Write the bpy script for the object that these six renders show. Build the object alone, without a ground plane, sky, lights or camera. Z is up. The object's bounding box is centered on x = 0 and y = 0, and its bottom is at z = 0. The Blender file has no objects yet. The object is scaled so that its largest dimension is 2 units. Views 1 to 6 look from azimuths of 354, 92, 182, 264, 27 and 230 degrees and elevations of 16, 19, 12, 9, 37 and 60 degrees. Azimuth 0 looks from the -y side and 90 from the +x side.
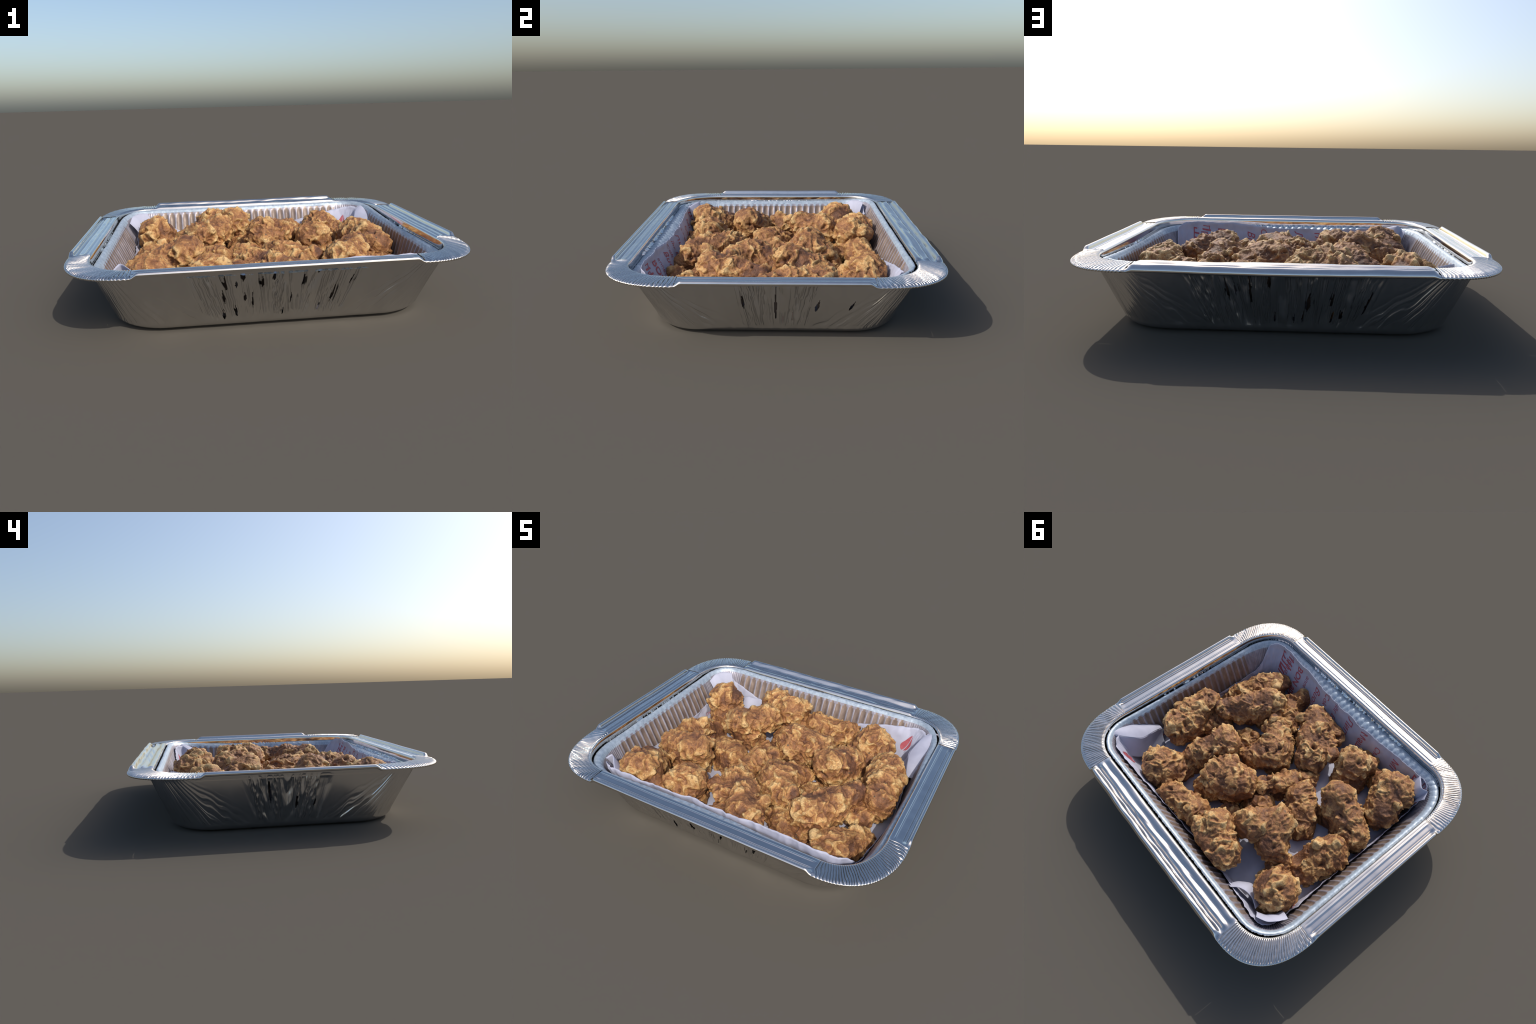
# Aluminium takeaway tray, lined with printed paper, full of battered fried chicken wings.
import bpy, bmesh, math
import numpy as np
from mathutils import Vector

rng = np.random.default_rng(7)

# ------------------------------------------------------------------ noise helpers
def _hash(ix, iy, iz, seed):
    h = (ix.astype(np.int64) * 374761393 + iy.astype(np.int64) * 668265263
         + iz.astype(np.int64) * 2147483647 + seed * 974634777) & 0xFFFFFFFF
    h = ((h ^ (h >> 13)) * 1274126177) & 0xFFFFFFFF
    h = ((h ^ (h >> 16)) * 2246822519) & 0xFFFFFFFF
    return h ^ (h >> 15)

def perlin(P, seed=0):
    P = np.asarray(P, float)
    i = np.floor(P).astype(np.int64)
    f = P - i
    u = f * f * f * (f * (f * 6 - 15) + 10)
    out = 0
    for dx in (0, 1):
        for dy in (0, 1):
            for dz in (0, 1):
                h = _hash(i[:, 0] + dx, i[:, 1] + dy, i[:, 2] + dz, seed)
                a = (h & 1023) / 1023.0 * 2 * np.pi
                z = ((h >> 10) & 1023) / 511.5 - 1
                s = np.sqrt(np.maximum(0, 1 - z * z))
                g = (np.cos(a) * s * (f[:, 0] - dx) + np.sin(a) * s * (f[:, 1] - dy) + z * (f[:, 2] - dz))
                w = (u[:, 0] if dx else 1 - u[:, 0]) * (u[:, 1] if dy else 1 - u[:, 1]) * (u[:, 2] if dz else 1 - u[:, 2])
                out = out + g * w
    return out * 1.5

def worley(P, seed=0):
    P = np.asarray(P, float)
    i = np.floor(P).astype(np.int64)
    best = np.full(len(P), 9.0)
    for dx in (-1, 0, 1):
        for dy in (-1, 0, 1):
            for dz in (-1, 0, 1):
                c = i + np.array([dx, dy, dz])
                h = _hash(c[:, 0], c[:, 1], c[:, 2], seed)
                q = c + np.stack([(h & 1023), (h >> 10) & 1023, (h >> 20) & 1023], -1) / 1023.0
                best = np.minimum(best, np.linalg.norm(P - q, axis=1))
    return best

def sstep(a, b, x):
    t = np.clip((x - a) / (b - a), 0, 1)
    return t * t * (3 - 2 * t)

def noise1(s, seed, scale):
    s = np.asarray(s, float)
    return perlin(np.stack([s / scale, np.full_like(s, 0.37 + seed), np.full_like(s, 1.71)], -1), seed)

# ------------------------------------------------------------------ object helpers
def link(ob, parent=None):
    bpy.context.scene.collection.objects.link(ob)
    if parent is not None:
        ob.parent = parent
    return ob

def mesh_object(name, verts, faces, mats, parent=None, smooth=True, mat_index=None):
    me = bpy.data.meshes.new(name)
    me.from_pydata([tuple(v) for v in verts], [], faces)
    for m in mats:
        me.materials.append(m)
    me.polygons.foreach_set("use_smooth", [smooth] * len(me.polygons))
    if mat_index is not None:
        me.polygons.foreach_set("material_index", [int(k) for k in mat_index])
    me.update()
    return link(bpy.data.objects.new(name, me), parent)

def grid_faces(nu, nv, close_u):
    """vertices ordered [v][u]; u along the perimeter, v across it"""
    f = []
    for j in range(nv - 1):
        for i in range(nu if close_u else nu - 1):
            k = (i + 1) % nu
            f.append((j * nu + i, j * nu + k, (j + 1) * nu + k, (j + 1) * nu + i))
    return f

# ------------------------------------------------------------------ materials
def new_mat(name):
    m = bpy.data.materials.new(name)
    m.use_nodes = True
    nt = m.node_tree
    return m, nt, nt.nodes["Principled BSDF"]

def add(nt, kind, **kw):
    n = nt.nodes.new(kind)
    for k, v in kw.items():
        if k in n.inputs:
            n.inputs[k].default_value = v
        else:
            setattr(n, k, v)
    return n

def ramp(nt, stops):
    r = nt.nodes.new("ShaderNodeValToRGB")
    e = r.color_ramp.elements
    while len(e) < len(stops):
        e.new(0.5)
    for k, (p, c) in zip(e, stops):
        k.position, k.color = p, (*c, 1)
    return r

def mixc(nt, fac, a, b, mode="MIX"):
    m = nt.nodes.new("ShaderNodeMix")
    m.data_type, m.blend_type = "RGBA", mode
    for s, x in ((m.inputs[0], fac), (m.inputs[6], a), (m.inputs[7], b)):
        if hasattr(x, "is_linked") or hasattr(x, "links"):
            nt.links.new(x, s)
        elif isinstance(x, tuple):
            s.default_value = (*x, 1)
        else:
            s.default_value = x
    return m.outputs[2]

def foil_material(name, tint=(0.8, 0.8, 0.8), rough=0.16, bump=0.15, scale=60, stretch=(1, 1, 1)):
    m, nt, b = new_mat(name)
    L = nt.links
    tc = add(nt, "ShaderNodeTexCoord")
    mp = add(nt, "ShaderNodeMapping")
    mp.inputs["Scale"].default_value = stretch
    L.new(tc.outputs["Object"], mp.inputs["Vector"])
    n = add(nt, "ShaderNodeTexNoise", Scale=scale, Detail=4.0, Roughness=0.6)
    L.new(mp.outputs[0], n.inputs["Vector"])
    r = ramp(nt, [(0.3, tuple(0.93 * c for c in tint)), (0.7, tint)])
    L.new(n.outputs["Fac"], r.inputs["Fac"])
    L.new(r.outputs["Color"], b.inputs["Base Color"])
    mr = add(nt, "ShaderNodeMapRange")
    mr.inputs["To Min"].default_value, mr.inputs["To Max"].default_value = rough * 0.75, rough * 1.3
    L.new(n.outputs["Fac"], mr.inputs["Value"])
    L.new(mr.outputs[0], b.inputs["Roughness"])
    bp = add(nt, "ShaderNodeBump", Strength=bump, Distance=0.004)
    L.new(n.outputs["Fac"], bp.inputs["Height"])
    L.new(bp.outputs[0], b.inputs["Normal"])
    b.inputs["Metallic"].default_value = 1.0
    return m

MAT_RIM = foil_material("bright_foil", (0.74, 0.70, 0.66), 0.10, 0.0, 18)  # tint warmed so the blue sky reflection comes out greyer
MAT_WALL = foil_material("dull_foil", (0.72, 0.71, 0.70), 0.22, 0.0, 14, (1, 1, 0.3))

def liner_material(name, light, dark, metallic, rough, scale, stretch):
    m, nt, b = new_mat(name)
    L = nt.links
    tc = add(nt, "ShaderNodeTexCoord")
    mp = add(nt, "ShaderNodeMapping")
    mp.inputs["Scale"].default_value = stretch
    L.new(tc.outputs["Object"], mp.inputs["Vector"])
    n = add(nt, "ShaderNodeTexNoise", Scale=scale, Detail=5.0, Roughness=0.65)
    L.new(mp.outputs[0], n.inputs["Vector"])
    r = ramp(nt, [(0.32, dark), (0.66, light)])
    L.new(n.outputs["Fac"], r.inputs["Fac"])
    L.new(r.outputs["Color"], b.inputs["Base Color"])
    bp = add(nt, "ShaderNodeBump", Strength=0.3, Distance=0.004)
    L.new(n.outputs["Fac"], bp.inputs["Height"])
    L.new(bp.outputs[0], b.inputs["Normal"])
    b.inputs["Metallic"].default_value = metallic
    b.inputs["Roughness"].default_value = rough
    return m

MAT_BAND = liner_material("foil_band_baked_sky_reflection", (0.46, 0.53, 0.60), (0.27, 0.33, 0.40), 0.3, 0.45, 40, (1, 1, 1))  # pale blue of the reflected sky put into the base colour
MAT_PLEAT = liner_material("foil_pleat_baked_chicken_reflection", (0.30, 0.225, 0.175), (0.14, 0.10, 0.085), 0.2, 0.42, 26, (1, 1, 0.15))  # foil painted brown where it mirrors the chicken
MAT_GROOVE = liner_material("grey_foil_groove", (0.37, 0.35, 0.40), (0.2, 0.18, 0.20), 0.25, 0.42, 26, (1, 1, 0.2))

def paper_material():
    m, nt, b = new_mat("greaseproof_paper")
    L = nt.links
    tc = add(nt, "ShaderNodeTexCoord")
    n = add(nt, "ShaderNodeTexNoise", Scale=7.0, Detail=6.0, Roughness=0.6, Distortion=0.6)
    L.new(tc.outputs["Object"], n.inputs["Vector"])
    r = ramp(nt, [(0.3, (0.38, 0.385, 0.475)), (0.7, (0.47, 0.48, 0.585))])
    L.new(n.outputs["Fac"], r.inputs["Fac"])
    # grease spots
    g = add(nt, "ShaderNodeTexNoise", Scale=3.2, Detail=3.0)
    L.new(tc.outputs["Object"], g.inputs["Vector"])
    gr = ramp(nt, [(0.60, (0, 0, 0)), (0.72, (1, 1, 1))])
    L.new(g.outputs["Fac"], gr.inputs["Fac"])
    c = mixc(nt, gr.outputs["Color"], r.outputs["Color"], (0.36, 0.31, 0.34))
    L.new(c, b.inputs["Base Color"])
    bp = add(nt, "ShaderNodeBump", Strength=0.35, Distance=0.01)
    L.new(n.outputs["Fac"], bp.inputs["Height"])
    L.new(bp.outputs[0], b.inputs["Normal"])
    b.inputs["Roughness"].default_value = 0.6
    b.inputs["Specular IOR Level"].default_value = 0.3
    return m

MAT_PAPER = paper_material()

def ink_material():
    m, nt, b = new_mat("red_ink")
    tc = add(nt, "ShaderNodeTexCoord")
    n = add(nt, "ShaderNodeTexNoise", Scale=40.0, Detail=3.0)
    nt.links.new(tc.outputs["Object"], n.inputs["Vector"])
    r = ramp(nt, [(0.3, (0.36, 0.065, 0.085)), (0.7, (0.45, 0.105, 0.125))])
    nt.links.new(n.outputs["Fac"], r.inputs["Fac"])
    nt.links.new(r.outputs["Color"], b.inputs["Base Color"])
    b.inputs["Roughness"].default_value = 0.6
    return m

MAT_INK = ink_material()

def batter_material():
    m, nt, b = new_mat("fried_batter")
    L = nt.links
    tc = add(nt, "ShaderNodeTexCoord")
    at = add(nt, "ShaderNodeAttribute", attribute_name="crust")
    n1 = add(nt, "ShaderNodeTexNoise", Scale=16.0, Detail=6.0, Roughness=0.65, Distortion=1.2)
    L.new(tc.outputs["Object"], n1.inputs["Vector"])
    n2 = add(nt, "ShaderNodeTexNoise", Scale=55.0, Detail=4.0, Roughness=0.6, Distortion=1.5)
    L.new(tc.outputs["Object"], n2.inputs["Vector"])
    # crust amount jittered by fine noise
    ma = add(nt, "ShaderNodeMath", operation="MULTIPLY_ADD")
    L.new(n2.outputs["Fac"], ma.inputs[0])
    ma.inputs[1].default_value = 0.55
    ma.inputs[2].default_value = -0.275
    sm = add(nt, "ShaderNodeMath", operation="ADD")
    L.new(ma.outputs[0], sm.inputs[0])
    L.new(at.outputs["Fac"], sm.inputs[1])
    r = ramp(nt, [(0.0, (0.125, 0.056, 0.032)), (0.22, (0.245, 0.105, 0.044)), (0.45, (0.375, 0.174, 0.064)),
                  (0.68, (0.53, 0.290, 0.104)), (0.95, (0.67, 0.445, 0.198))])
    L.new(sm.outputs[0], r.inputs["Fac"])
    # darker, over-fried clouds and ruddy clouds
    d = ramp(nt, [(0.34, (0.55, 0.53, 0.50)), (0.54, (1, 1, 1))])
    L.new(n1.outputs["Fac"], d.inputs["Fac"])
    c = mixc(nt, 0.8, r.outputs["Color"], d.outputs["Color"], "MULTIPLY")
    # pepper and herb specks
    v = add(nt, "ShaderNodeTexVoronoi", Scale=30.0)
    L.new(tc.outputs["Object"], v.inputs["Vector"])
    w = add(nt, "ShaderNodeTexNoise", Scale=11.0, Detail=2.0)
    L.new(tc.outputs["Object"], w.inputs["Vector"])
    vr = ramp(nt, [(0.12, (1, 1, 1)), (0.22, (0, 0, 0))])
    L.new(v.outputs["Distance"], vr.inputs["Fac"])
    wr = ramp(nt, [(0.56, (0, 0, 0)), (0.62, (1, 1, 1))])
    L.new(w.outputs["Fac"], wr.inputs["Fac"])
    sp = mixc(nt, 1.0, vr.outputs["Color"], wr.outputs["Color"], "MULTIPLY")
    # thin streaks and flecks of paler batter, thin brown creases
    n3 = add(nt, "ShaderNodeTexNoise", Scale=44.0, Detail=5.0, Roughness=0.6, Distortion=2.6)
    L.new(tc.outputs["Object"], n3.inputs["Vector"])
    pale = ramp(nt, [(0.56, (0, 0, 0)), (0.66, (1, 1, 1))])
    L.new(n3.outputs["Fac"], pale.inputs["Fac"])
    pm = add(nt, "ShaderNodeMath", operation="MULTIPLY")
    L.new(pale.outputs["Color"], pm.inputs[0]); L.new(sm.outputs[0], pm.inputs[1])
    c = mixc(nt, pm.outputs[0], c, (0.64, 0.43, 0.19))
    crease = ramp(nt, [(0.455, (0, 0, 0)), (0.485, (1, 1, 1)), (0.515, (0, 0, 0))])
    n4 = add(nt, "ShaderNodeTexNoise", Scale=20.0, Detail=3.0, Roughness=0.5, Distortion=1.8)
    L.new(tc.outputs["Object"], n4.inputs["Vector"])
    L.new(n4.outputs["Fac"], crease.inputs["Fac"])
    cm = add(nt, "ShaderNodeMath", operation="MULTIPLY")
    L.new(crease.outputs["Color"], cm.inputs[0]); cm.inputs[1].default_value = 0.72
    c = mixc(nt, cm.outputs[0], c, (0.15, 0.07, 0.038))
    c2 = mixc(nt, sp, c, (0.075, 0.06, 0.04))
    L.new(c2, b.inputs["Base Color"])
    hm = add(nt, "ShaderNodeMath", operation="ADD")
    L.new(n2.outputs["Fac"], hm.inputs[0]); L.new(n3.outputs["Fac"], hm.inputs[1])
    bp = add(nt, "ShaderNodeBump", Strength=0.6, Distance=0.007)
    L.new(hm.outputs[0], bp.inputs["Height"])
    L.new(bp.outputs[0], b.inputs["Normal"])
    b.inputs["Roughness"].default_value = 0.55
    b.inputs["Specular IOR Level"].default_value = 0.35
    return m

MAT_BATTER = batter_material()

# ------------------------------------------------------------------ tray outline
SEG_X, SEG_Y, SEG_C = 170, 130, 110      # samples on long sides, short sides, corners
CX, CY = 0.66, 0.48                      # where the straight sides end
NEXP = 2.2                               # squareness of the corners

def perimeter(xp, xm, yp, ym, cx=CX, cy=CY, n=NEXP):
    """closed rounded rectangle, counter-clockwise from the middle of the +x side's lower end.
    order: +x side, +x+y corner, +y side, -x+y corner, -x side, -x-y corner, -y side, +x-y corner"""
    cx = min(cx, 0.8 * xp); cy = min(cy, 0.8 * yp)
    pts = []
    def side(p, q, k):
        t = np.linspace(0, 1, k, endpoint=False)[:, None]
        pts.append(np.array(p) * (1 - t) + np.array(q) * t)
    def corner(sx, sy, rx, ry, a0):
        th = np.linspace(0, math.pi / 2, SEG_C, endpoint=False) + a0
        c, s = np.cos(th), np.sin(th)
        pts.append(np.stack([sx * cx + rx * np.sign(c) * np.abs(c) ** (2 / n), sy * cy + ry * np.sign(s) * np.abs(s) ** (2 / n)], -1))
    side((xp, -cy), (xp, cy), SEG_Y)
    corner(1, 1, xp - cx, yp - cy, 0)
    side((cx, yp), (-cx, yp), SEG_X)
    corner(-1, 1, xm - cx, yp - cy, math.pi / 2)
    side((-xm, cy), (-xm, -cy), SEG_Y)
    corner(-1, -1, xm - cx, ym - cy, math.pi)
    side((-cx, -ym), (cx, -ym), SEG_X)
    corner(1, -1, xp - cx, ym - cy, 1.5 * math.pi)
    return np.concatenate(pts)

N = 2 * (SEG_X + SEG_Y) + 4 * SEG_C
BOUNDS, k = [], 0
for name, c in (("+x", SEG_Y), ("+x+y", SEG_C), ("+y", SEG_X), ("-x+y", SEG_C), ("-x", SEG_Y), ("-x-y", SEG_C), ("-y", SEG_X), ("+x-y", SEG_C)):
    BOUNDS.append((name, k, c)); k += c
SPAN = {n: (s, c) for n, s, c in BOUNDS}

def around(keys):
    """smooth periodic value around the perimeter; keys = {(segment, fraction): value}"""
    pos = sorted((SPAN[s][0] + f * SPAN[s][1], v) for (s, f), v in keys.items())
    x = np.array([p for p, _ in pos]); y = np.array([v for _, v in pos])
    x = np.concatenate([x - N, x, x + N]); y = np.concatenate([y, y, y])
    v = np.interp(np.arange(-60, N + 60), x, y)
    ker = np.hanning(31); ker /= ker.sum()
    return np.convolve(v, ker, "same")[60:-60]

def arclen(p):
    d = np.linalg.norm(np.roll(p, -1, 0) - p, axis=1)
    return np.concatenate([[0], np.cumsum(d)[:-1]])

IN = (0.885, 0.885, 0.728, 0.775)        # inner rim edge: +x, -x, +y, -y
OUT = (1.0, 1.0, 0.876, 0.885)           # outer rim edge
P_IN, P_OUT = perimeter(*IN), perimeter(*OUT, n=2.42)

# ------------------------------------------------------------------ foil tray (thing)
tray = link(bpy.data.objects.new("foil_tray", None))
tray["label"] = "shallow rectangular aluminium foil takeaway tray with pleated rim corners"
tray["category"] = "food tray"

# ---- rim sides: stepped embossed profile (distance from inner edge, height)
SIDE_PROFILE = [(0.000, 0.306), (-0.001, 0.328), (0.000, 0.341), (0.003, 0.347), (0.008, 0.3505), (0.016, 0.351), (0.026, 0.350),
                (0.030, 0.353), (0.034, 0.353), (0.038, 0.3495), (0.052, 0.349), (0.066, 0.3485), (0.070, 0.3470), (0.073, 0.3425),
                (0.078, 0.3405), (0.086, 0.3405), (0.090, 0.344), (0.093, 0.354), (0.096, 0.3615), (0.101, 0.3655), (0.107, 0.3650),
                (0.1115, 0.362), (0.1145, 0.357), (0.115, 0.352), (0.1140, 0.347), (0.111, 0.344), (0.107, 0.343)]
BENT_PROFILE = [(0.000, 0.308), (-0.002, 0.328), (0.000, 0.344), (0.004, 0.355), (0.010, 0.3600), (0.022, 0.359), (0.034, 0.352),
                (0.040, 0.352), (0.048, 0.358), (0.055, 0.360), (0.063, 0.354), (0.069, 0.345), (0.075, 0.341), (0.081, 0.344),
                (0.087, 0.356), (0.092, 0.365), (0.098, 0.3685), (0.104, 0.367), (0.109, 0.360), (0.1130, 0.352), (0.1150, 0.344),
                (0.1145, 0.338), (0.111, 0.334), (0.107, 0.333)]
CORNER_PROFILE = [(0.000, 0.306), (-0.001, 0.328), (0.000, 0.341), (0.003, 0.347), (0.008, 0.3500), (0.016, 0.3515), (0.026, 0.3515),
                  (0.036, 0.3515), (0.046, 0.351), (0.056, 0.3505), (0.066, 0.350), (0.076, 0.349), (0.086, 0.3485), (0.096, 0.3475),
                  (0.104, 0.3460), (0.110, 0.344), (0.1145, 0.341), (0.1155, 0.337), (0.114, 0.333), (0.110, 0.331), (0.106, 0.330)]

def densify(profile, k=2):
    p = np.array(profile)
    p[2:, 1] += 0.004                                  # the rim stands a little above the lip
    t = np.arange(len(p)); tt = np.linspace(0, len(p) - 1, (len(p) - 1) * k + 1)
    return np.stack([np.interp(tt, t, p[:, 0]), np.interp(tt, t, p[:, 1])], -1)

def rim_point_rows(i0, cnt, dens, profile):
    """dens samples per perimeter step"""
    u = np.linspace(i0, i0 + cnt, cnt * dens + 1)
    idx = np.arange(N + 1)
    pin = np.concatenate([P_IN, P_IN[:1]]); pout = np.concatenate([P_OUT, P_OUT[:1]])
    ip = np.stack([np.interp(u, idx, pin[:, k]) for k in (0, 1)], -1)
    op = np.stack([np.interp(u, idx, pout[:, k]) for k in (0, 1)], -1)
    rows = []
    for d, z in profile:
        f = d / 0.115
        xy = ip * (1 - f) + op * f
        rows.append(np.column_stack([xy, np.full(len(u), z)]))
    return u, np.array(rows)

for seg in ("+x", "-x", "-y", "+y"):
    i0, c = SPAN[seg]
    prof = densify(BENT_PROFILE if seg == "+y" else SIDE_PROFILE, 2)
    u, R = rim_point_rows(i0, c, 1, prof)
    t = (u - i0) / c
    s = t * (1.32 if seg[1] == "y" else 0.96)
    n_out = (P_OUT[i0 + c // 2] - P_IN[i0 + c // 2]); n_out = n_out / np.linalg.norm(n_out)
    amp = 0.006 if seg == "+y" else 0.0018
    for j, (d, z) in enumerate(prof):
        w = math.sin(math.pi * min(1, max(0, d / 0.115))) ** 0.5 if 0 < d < 0.115 else 0.3
        A = noise1(s + d * (5 if seg == "+y" else 0), 3 + len(seg), 0.22) + 0.5 * noise1(s + d * (9 if seg == "+y" else 0), 11, 0.09)
        ends = sstep(0, 0.06, t) * sstep(0, 0.06, 1 - t)
        R[j, :, 2] += amp * A * w * ends
        if seg == "+y":   # outer edge pushed out and down in the middle
            bow = np.sin(np.pi * t) ** 1.5 * (d / 0.115)
            R[j, :, 1] += 0.008 * bow + 0.004 * noise1(s, 21, 0.16) * (d / 0.115) * ends
            R[j, :, 2] -= 0.004 * bow
    # the bead closes down at both ends, where it meets the pleated corners
    close = sstep(0, 0.034, np.minimum(t, 1 - t) * (1.32 if seg[1] == "y" else 0.96))
    flat = np.interp(prof[:, 0][:, None] * np.ones_like(R[:, :, 2]), [p[0] for p in CORNER_PROFILE[2:18]], [p[1] + 0.004 for p in CORNER_PROFILE[2:18]])
    upper = np.zeros(len(prof), bool); upper[6:-12] = True
    skirt = densify(CORNER_PROFILE, 2)[-12:, 1][:, None]
    R[-12:, :, 2] = skirt * (1 - close) + R[-12:, :, 2] * close
    R[upper, :, 2] = flat[upper] * (1 - close) + R[upper, :, 2] * close
    verts = R.reshape(-1, 3)
    mesh_object("rim_side", verts, grid_faces(len(u), len(prof), False), [MAT_RIM], tray)

for seg in ("+x+y", "-x+y", "-x-y", "+x-y"):
    i0, c = SPAN[seg]
    prof = densify(CORNER_PROFILE, 2)
    u, R = rim_point_rows(i0, c, 5, prof)
    t = (u - i0) / c
    phase = t * 36 + 0.35 * noise1(t * 36, 5 + i0, 6.0)
    for j, (d, z) in enumerate(prof):
        env = sstep(0.003, 0.012, np.array([d]))[0] * (1 - sstep(0.100, 0.1135, np.array([d]))[0])
        if j > len(prof) - 12:
            env = 0.15
        ph = phase + 0.5 * noise1(t * 36 + d * 60, 31 + i0, 2.3) * (d / 0.115)
        tri = np.abs((ph % 1.0) * 2 - 1)
        am = 0.0095 * (0.55 + 0.6 * np.clip(noise1(t * 36 + 40 * d, 41 + i0, 3.1) + 0.5, 0, 1))
        R[j, :, 2] += (sstep(0.05, 0.6, tri) - 0.7) * am * env
        # scalloped, rolled outer edge
        if d > 0.108:
            R[j, :, 2] += (tri - 0.5) * 0.0014
    mesh_object("rim_corner", R.reshape(-1, 3), grid_faces(len(u), len(prof), False), [MAT_RIM], tray)

# ---- outer wall and base
def wall_ring(z):
    if z < 0.05:
        a = math.acos(max(-1, 1 - z / 0.05)); k = 0.079 * (1 - math.sin(a))
        return 0.798 - k, 0.673 - k, 0.266 - k
    f = (z - 0.05) / 0.275
    return 0.798 + 0.077 * f, 0.673 + 0.101 * f, 0.266 - 0.05 * f

def ring_xy(a, b, r):
    return perimeter(a + 0.016, a + 0.014, b - 0.012, b + 0.008, a - r, b - r, 2.0)

zs = np.concatenate([0.05 * (1 - np.cos(np.linspace(0, math.pi / 2, 9)))[:-1], np.linspace(0.05, 0.33, 44)])
rings = [ring_xy(*wall_ring(z)) for z in zs]
S_ARC = arclen(rings[-1])
FINE = 2
def refine(p):
    q = np.concatenate([p, p[:1]])
    u = np.arange(0, N * FINE) / FINE
    return np.stack([np.interp(u, np.arange(N + 1), q[:, k]) for k in (0, 1)], -1)
rings = [refine(p) for p in rings]
NF = N * FINE
fu = np.arange(NF) / FINE
seg_mask = {}
for nme, s0, c in BOUNDS:
    seg_mask[nme] = (fu - s0) / c                 # fraction within that segment (0..1 inside)
rows = []
inside = lambda n: (seg_mask[n] >= 0) & (seg_mask[n] < 1)
mid_crumple = np.zeros(NF)
for n, half in (("-y", 0.36), ("+y", 0.38), ("+x", 0.22), ("-x", 0.24)):
    f = seg_mask[n]
    mid_crumple = np.maximum(mid_crumple, np.where(inside(n), 1 - sstep(half * 0.8, half, np.abs(f - 0.5)), 0))
corner_d = np.zeros(NF) + 9.0                     # signed distance (in samples) from the corner's middle
for n in ("+x+y", "-x+y", "-x-y", "+x-y"):
    s0, c = SPAN[n]
    m = s0 + c / 2
    d = (fu - m + N / 2) % N - N / 2
    corner_d = np.where(np.abs(d) < np.abs(corner_d) * 200 if n == "+x+y" else np.abs(d) < np.abs(corner_d), d, corner_d)
S_FINE = arclen(rings[-1])
def circ(s, z, scale_s, scale_z, seed):
    R0 = S_FINE[-1] / (2 * math.pi)
    a = s / R0
    return perlin(np.stack([np.cos(a) * R0 / scale_s, np.sin(a) * R0 / scale_s, np.full_like(s, 0) + z / scale_z], -1), seed)
for z, p in zip(zs, rings):
    t = np.roll(p, -1, 0) - np.roll(p, 1, 0)
    nrm = np.stack([t[:, 1], -t[:, 0]], -1); nrm /= np.linalg.norm(nrm, axis=1)[:, None]
    zfade = sstep(0.015, 0.06, np.array([z]))[0] * (1 - sstep(0.29, 0.325, np.array([z]))[0])
    # pleats of the corners fan out downwards
    spread = 55 + 55 * (1 - z / 0.33)
    cf = corner_d / spread
    warp = 0.10 * circ(S_FINE, z, 0.05, 0.12, 5)
    pl = np.abs((((cf + warp * 0.5) * 9 + 0.2 * np.sin(cf * 7)) % 1.0) * 2 - 1)
    pl2 = np.abs((((cf + warp * 0.5) * 23) % 1.0) * 2 - 1)
    cmask = 1 - sstep(0.75, 1.05, np.abs(cf))
    am = 0.5 + np.clip(circ(S_FINE, z, 0.10, 0.3, 9) + 0.3, 0, 1)
    disp = cmask * zfade * am * (0.0050 * (pl - 0.6) + 0.0030 * (pl2 - 0.5))
    # crumples in the middle of the sides: upright facets plus a fine ripple
    sw = S_FINE + 0.006 * circ(S_FINE, z, 0.07, 0.07, 14)
    fac = circ(sw, z, 0.042, 0.42, 21)
    fac = np.abs(fac) * 2 - 0.4
    big = circ(S_FINE, z, 0.13, 0.35, 25)
    rip = np.sin((sw + 0.004 * circ(S_FINE, z, 0.03, 0.05, 33)) * 2 * math.pi / 0.0135)
    ripm = np.clip(circ(S_FINE, z, 0.09, 0.3, 37) * 3 + 0.6, 0, 1)
    zig = S_FINE + 0.010 * np.abs(((z / 0.075 + 2 * circ(S_FINE, 0, 0.08, 1, 61)) % 1.0) * 2 - 1) * (0.4 + circ(S_FINE, 0, 0.06, 1, 62))
    q0 = circ(zig, z, 0.075, 0.9, 63)
    folds = np.abs(((q0 * 4.0) % 1.0) * 2 - 1)
    disp += mid_crumple * sstep(0.02, 0.10, np.array([z]))[0] * zfade * 0.017 * (folds - np.where(inside("+x") | inside("-x"), 0.35, 0.75))
    disp += mid_crumple * sstep(0.03, 0.13, np.array([z]))[0] * zfade * (0.008 * fac + 0.007 * big - 0.004 + 0.0024 * rip * ripm)
    # dents around the lower edge
    disp += 0.0025 * circ(S_FINE, z, 0.10, 0.06, 44) * (1 - sstep(0.03, 0.12, np.array([z]))[0]) * sstep(0.0, 0.02, np.array([z]))[0]
    q = p + nrm * disp[:, None]
    rows.append(np.column_stack([q, np.full(NF, z)]))
V = np.concatenate(rows)
F = grid_faces(NF, len(zs), True)
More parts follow.
